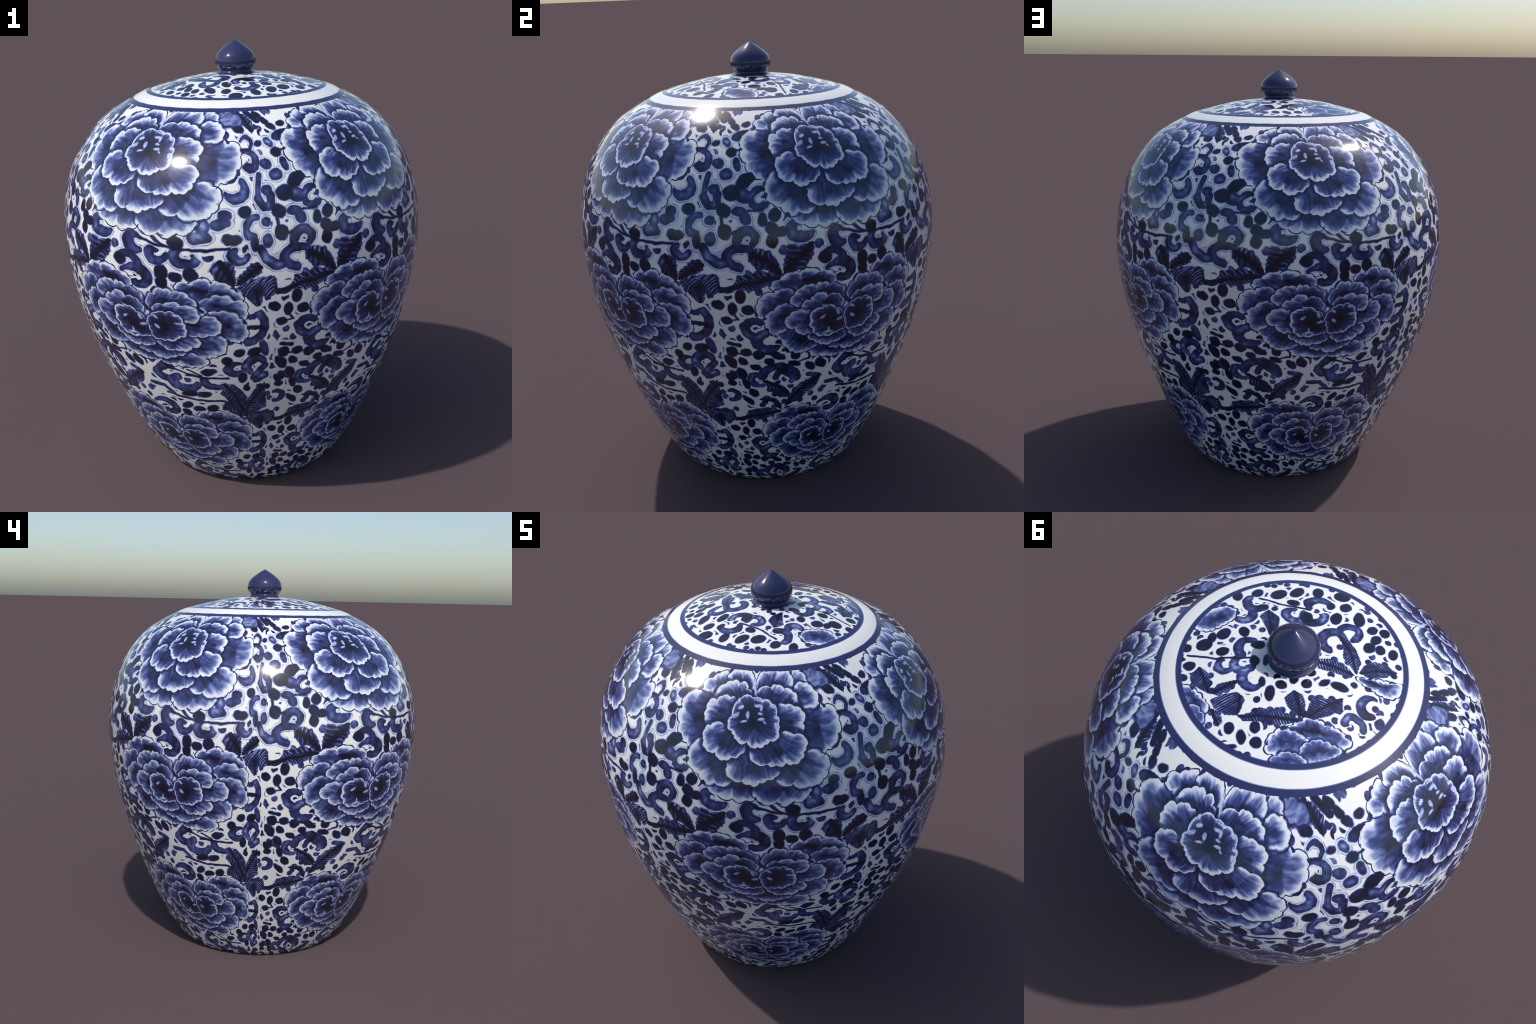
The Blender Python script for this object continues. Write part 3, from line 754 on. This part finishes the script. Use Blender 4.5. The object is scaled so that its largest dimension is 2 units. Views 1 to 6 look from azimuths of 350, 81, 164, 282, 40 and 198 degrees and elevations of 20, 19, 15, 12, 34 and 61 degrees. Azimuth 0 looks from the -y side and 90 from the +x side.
def lid_motifs():
    m = Motifs()
    # berries, stems and scrolls
    m.dot(-0.1, 12.1, 1.9, 1.6, 5)
    m.dot(-8, 8.5, 1.8, 1.7, 62)
    m.dot(-3.3, 8.4, 1.9, 1.6, 111)
    m.dot(10.8, 32, 2.1, 1.7, 124)
    m.dot(2.6, 29.2, 2.1, 1.7, 118)
    m.dot(5.8, 33.7, 2.5, 1.6, 116)
    m.dot(0.5, 34, 2, 1.9, 149)
    m.dot(8, 37.8, 2, 0.8, 16)
    m.dot(-13.4, 5.8, 2.2, 1.2, 39)
    m.dot(-18.7, 5.1, 3.1, 1.7, 2)
    m.dot(-21.5, -24.4, 2.4, 1.7, 82)
    m.dot(-25.9, -25.4, 2.3, 1.9, 75)
    m.dot(-23.9, -20.5, 2.5, 1.8, 81)
    m.dot(-22.9, -15.7, 2.7, 2, 82)
    m.dot(-26.7, -16.8, 2.2, 1.8, 93)
    m.dot(-31.4, -17.4, 2.5, 1.7, 83)
    m.dot(2.5, -34.3, 3, 2, 105)
    m.dot(-9.3, -30.9, 2.6, 2, 73)
    m.dot(-8, -23.3, 3.3, 2.1, 97)
    m.dot(-15.6, -27.1, 3.8, 2.1, 110)
    m.dot(-6.3, -36.4, 3.2, 2.8, 27)
    m.dot(-4.2, -28.9, 2, 1.5, 91)
    m.dot(8.9, -24.9, 2.4, 1.7, 5)
    m.dot(15.6, -27.7, 3.2, 2.6, 65)
    m.dot(9.7, -31.3, 3.4, 2.3, 68)
    m.dot(23.3, -26.1, 2.4, 2.1, 97)
    m.dot(29.8, -22.7, 2.8, 1.9, 121)
    m.dot(31.7, 3.6, 2.9, 2.7, 19)
    m.dot(30.3, 0, 2.5, 1.6, 103)
    m.dot(26.9, -2.5, 2.8, 2.4, 81)
    m.dot(20.2, -5.2, 2.4, 1.8, 138)
    m.dot(24.2, 5.1, 2.3, 2, 13)
    m.dot(37.5, 6.2, 2, 1.6, 144)
    m.dot(13.2, -0.9, 2.5, 1.8, 8)
    m.dot(12, 5.9, 2.2, 1.8, 125)
    m.dot(8.3, 4.6, 2.3, 1, 105)
    m.dot(33.3, 13.3, 2.3, 1.8, 178)
    m.dot(33.6, 18.2, 1.8, 1.3, 164)
    m.dot(2.4, 16.3, 3, 1.7, 101)
    m.dot(6.4, 13, 2, 1.2, 113)
    m.dot(1.8, -19.1, 2.9, 2.2, 103)
    m.dot(-8.1, 3.9, 1.6, 1.3, 38)
    m.stroke([(21.5, -23.4), (11.2, -22.4), (1.8, -23.5)], 0.42)
    m.stroke([(35.9, 9.2), (25.6, 8.6), (13.2, 5.1)], 0.36)
    m.curl((-11.2, -11.6), [(-10.1, -8, 1.7), (-7, -10.1, 1.9), (-7, -14.5, 2), (-10.6, -16.7, 1.8), (-13.5, -14.8, 1.5)])
    m.curl((-14.6, -17.5), [(-11, -18.3, 1.4), (-13.4, -21.5, 1.7), (-16.7, -21.7, 1.7), (-17.6, -17.9, 1.8), (-16.6, -15.8, 1.1)])
    m.curl((8.6, 12.2), [(11.7, 8.9, 1.5), (13.9, 11.6, 1.9), (12.6, 14.9, 1.9), (9.2, 16.5, 1.6), (6.7, 14.7, 1)])
    m.curl((-31.1, 7.4), [(-31.4, 4, 0.7), (-27.8, 6, 1.6), (-27.7, 9.2, 1.8), (-30, 11.1, 1.8), (-32.3, 10.4, 1.1)])
    m.curl((-27.4, 17), [(-24.6, 16.8, 1.5), (-25, 14.1, 1.5), (-28.2, 14.1, 1.4), (-31, 16.7, 1.2)])
    m.curl((-1.1, -25.1), [(-3.5, -29.7, 1.4), (1.1, -30.2, 1.9), (3.9, -26.8, 2.2), (2.6, -24.5, 1.4)])
    m.curl((6.5, -20), [(7.3, -21.1, 1.1), (9.6, -19.2, 1.9), (7, -16.2, 1.8), (3, -17.1, 1.6)])
    m.curl((-0.7, -22.5), [(3.3, -20.6, 1.8), (1.1, -17.2, 2.1), (-2.4, -18.2, 2), (-3.6, -22.4, 1.9)])
    m.curl((22.5, -20.8), [(25.1, -22.4, 1.7), (24.5, -19.5, 1.9), (21.1, -17.4, 2.1), (18.3, -18.9, 1.9)])
    m.curl((14.7, 1.3), [(15.6, -2.1, 1.4), (19, -1.1, 1.7), (19.3, 2.5, 1.8), (17.1, 4.8, 1.7)])
    m.curl((21.2, 8.7), [(23, 9.1, 1.7), (23.5, 11.3, 1.7), (20.5, 12.8, 1.4), (17.9, 11.1, 1)])
    m.curl((15.5, 7.7), [(18.2, 6.8, 1.4), (17.9, 10, 1.6), (14.7, 10.8, 1.6)])
    m.curl((22.5, -13.4), [(21.2, -15.1, 1.6), (21.3, -11.5, 2.3), (24.4, -10.8, 1.6)])
    m.dot(-35.4, 11.9, 2.2, 1.7, 88, 0.4)
    m.leaf([(17.8, -13.8), (16.1, -18.4), (10.7, -15.5), (9.5, -10.4), (10.9, -6), (14.6, -10.7)], [(15.7, -17.4), (10.7, -6.7)])
    # leaf sprays
    m.leaf([(-10.8, 22.3), (-7.1, 24.5), (-1.4, 27.2), (1.9, 26.9), (7.2, 28.4), (10, 27.1), (6.2, 25.3), (3.7, 22.4), (-1.5, 21.8), (-7.2, 21.2)], [(9, 27.3), (1.8, 24.8), (-10.3, 22.3)])
    m.leaf([(-10.2, 21.4), (-5, 19), (-2.9, 16.4), (-4.8, 12.4), (-8, 12.9), (-9.7, 15.2), (-11, 18.7)], [(-5.5, 12.9), (-10.6, 20.7)])
    m.leaf([(-12.1, 20.6), (-11.2, 15.6), (-12.6, 11.2), (-15.9, 11.5), (-21.1, 8.8), (-22.2, 13.1), (-19, 16.6), (-15.5, 19.4)], [(-20.8, 9.7), (-16.4, 14.3), (-12.6, 19.9)])
    m.leaf([(-22.4, -2.1), (-16.2, -6.6), (-13.7, -12.9), (-10.7, -16.1), (-15.3, -15.1), (-19.2, -12), (-22.3, -7.5)], [(-12.3, -15.6), (-18.1, -9.5), (-22.2, -2.6)])
    m.leaf([(-22.1, -1.4), (-16.7, 0.5), (-9.4, 1.1), (-7.7, -2.5), (-11.9, -4), (-16.9, -4.5)], [(-8.6, -1.4), (-15, -1.8), (-21.6, -1.7)])
    m.leaf([(-22.9, -3.3), (-23.6, -7), (-26.3, -10.9), (-30.9, -11.5), (-35.1, -10.4), (-31.5, -6.3), (-27.3, -3)], [(-34.3, -9.9), (-28.3, -7.4), (-23.3, -3.5)])
    m.petal([(-23.2, -1.1), (-27.5, -2.2), (-33.9, -4.5), (-37.5, -6.1), (-37.9, -2.5), (-35, 0.6), (-28.3, 0.2)], 'line')
    m.leaf([(22.2, 22.4), (29.3, 20.2), (31.4, 17.2), (29.6, 12.8), (25.4, 14.9), (22.9, 18.5)], [(29.3, 13.6), (22.2, 21.9)])
    m.leaf([(21.7, 22), (20.6, 18.2), (16.5, 15.8), (13.7, 14.5), (15.4, 18.3), (18.3, 21.7)], [(14.4, 15.2), (21.1, 21.6)])
    m.leaf([(20.7, 24.2), (17.8, 21.5), (13.1, 19.4), (10.2, 20.3), (9.3, 24.3), (9.7, 27.3), (14.3, 27.9), (18.5, 26.8)], [(11.6, 19.7), (9.9, 26.4)])
    m.leaf([(20.2, 27.2), (15.8, 27.5), (13.6, 30.7), (14.6, 32.8), (17.6, 29.9)], [(19.1, 27.5), (14.9, 32)])
    # petals cut by the rim
    m.petal([(39.8, -5.8), (36.2, -12.5), (31.1, -16.1), (26.9, -13.8), (27.2, -10.2), (29.7, -6.7), (32.4, -3.8), (36.8, -3.4)], 'line')
    m.petal([(-7.8, 26.5), (-11.6, 22.2), (-14.5, 20.3), (-18.7, 20.6), (-23.8, 20.9), (-28.4, 22.4), (-25.7, 26.4), (-16.8, 26.5)], 'line')
    m.petal([(-4, 35.1), (-3.4, 31.3), (-6.3, 27.3), (-11.5, 26.7), (-15.7, 28.4), (-13.1, 34.5)], 'line')
    m.petal([(-14.5, 33.5), (-14.4, 29.8), (-17.7, 26.4), (-23, 25.7), (-27, 26.3), (-23, 31.3), (-17.5, 34.5)])
    m.petal([(-6, 38), (-9.7, 33.7), (-14.1, 33.1), (-17.5, 34.5), (-12.3, 38.3)])
    m.petal([(33, 22.8), (31.2, 21.4), (26.5, 23.4), (20.8, 26.9), (21.7, 29.1), (28.8, 26.9)], 'line')
    m.petal([(27.6, 28.6), (24.8, 27.4), (20.6, 30.7), (20.5, 33.1)])
    return m


# ------------------------------------------------------------------ build
def build():
    jar = bpy.data.objects.new("ginger_jar", None)
    bpy.context.scene.collection.objects.link(jar)
    jar["label"] = "rounded blue and white porcelain jar with lid and knob"
    jar["category"] = "ginger jar"

    rings = smooth(PROFILE, 2)
    z_split = next(z0 + (SPLIT - l0) * (z1 - z0) / (l1 - l0) for (z0, l0), (z1, l1) in zip(CLIMB, CLIMB[1:]) if l0 <= SPLIT <= l1)
    def cut(test, value):
        for i in range(len(rings) - 1):
            a, b = test(rings[i]) - value, test(rings[i + 1]) - value
            if a * b < 0:
                t = a / (a - b)
                rings.insert(i + 1, tuple(p + (q - p) * t for p, q in zip(rings[i], rings[i + 1])))
                return
    cut(lambda q: q[0], z_split)
    cut(lambda q: q[1] if q[0] > 1.3 else 2.0, LID_RADIUS)
    normals = outline_normals(rings)
    edge = next(i for i, q in enumerate(rings) if q[0] > 1.3 and q[1] <= LID_RADIUS + 1e-6)

    body = lathe("body", rings[:edge + 1], normals[:edge + 1], None, close_bottom=True, parent=jar)
    upper, under = shoulder_motifs().wrapped(), belly_motifs().wrapped()
    reach = Motifs.bounds
    over_split = [it for it in under if reach(it)[3] > SPLIT]
    below_split = [it for it in upper if reach(it)[2] < SPLIT and it[0] != "leaf"]
    under = (below_split + [Motifs.moved(it, 0, TALL) for it in under if reach(it)[2] < SPLIT - TALL]
             + [Motifs.moved(it, 0, -TALL) for it in over_split] + under)
    upper = over_split + upper
    walls = [p for p in body.data.polygons if len(p.vertices) == 4]
    paint_faces(body, [p for p in walls if p.center.z > z_split], "shoulder_painting", upper, False, 1.0, (0.50, 1.76), 4, 3)
    paint_faces(body, [p for p in walls if p.center.z < z_split], "belly_painting", under, True, 0.55, (0.53, 1.07), 4, 3)
    body.data.materials.append(plain_material("bare_foot", (0.55, 0.53, 0.50)))
    for p in body.data.polygons:
        if len(p.vertices) > 4:
            p.material_index = len(body.data.materials) - 1
    lid = lathe("lid", rings[edge:], normals[edge:], None, parent=jar)
    lid.data.materials.append(lid_material("lid_painting", lid_motifs()))
    knob_rings = KNOB
    knob = lathe("knob", knob_rings, outline_normals(knob_rings), None, parent=lid)
    knob.data.materials.append(plain_material("cobalt_glaze", (0.028, 0.032, 0.090)))


build()
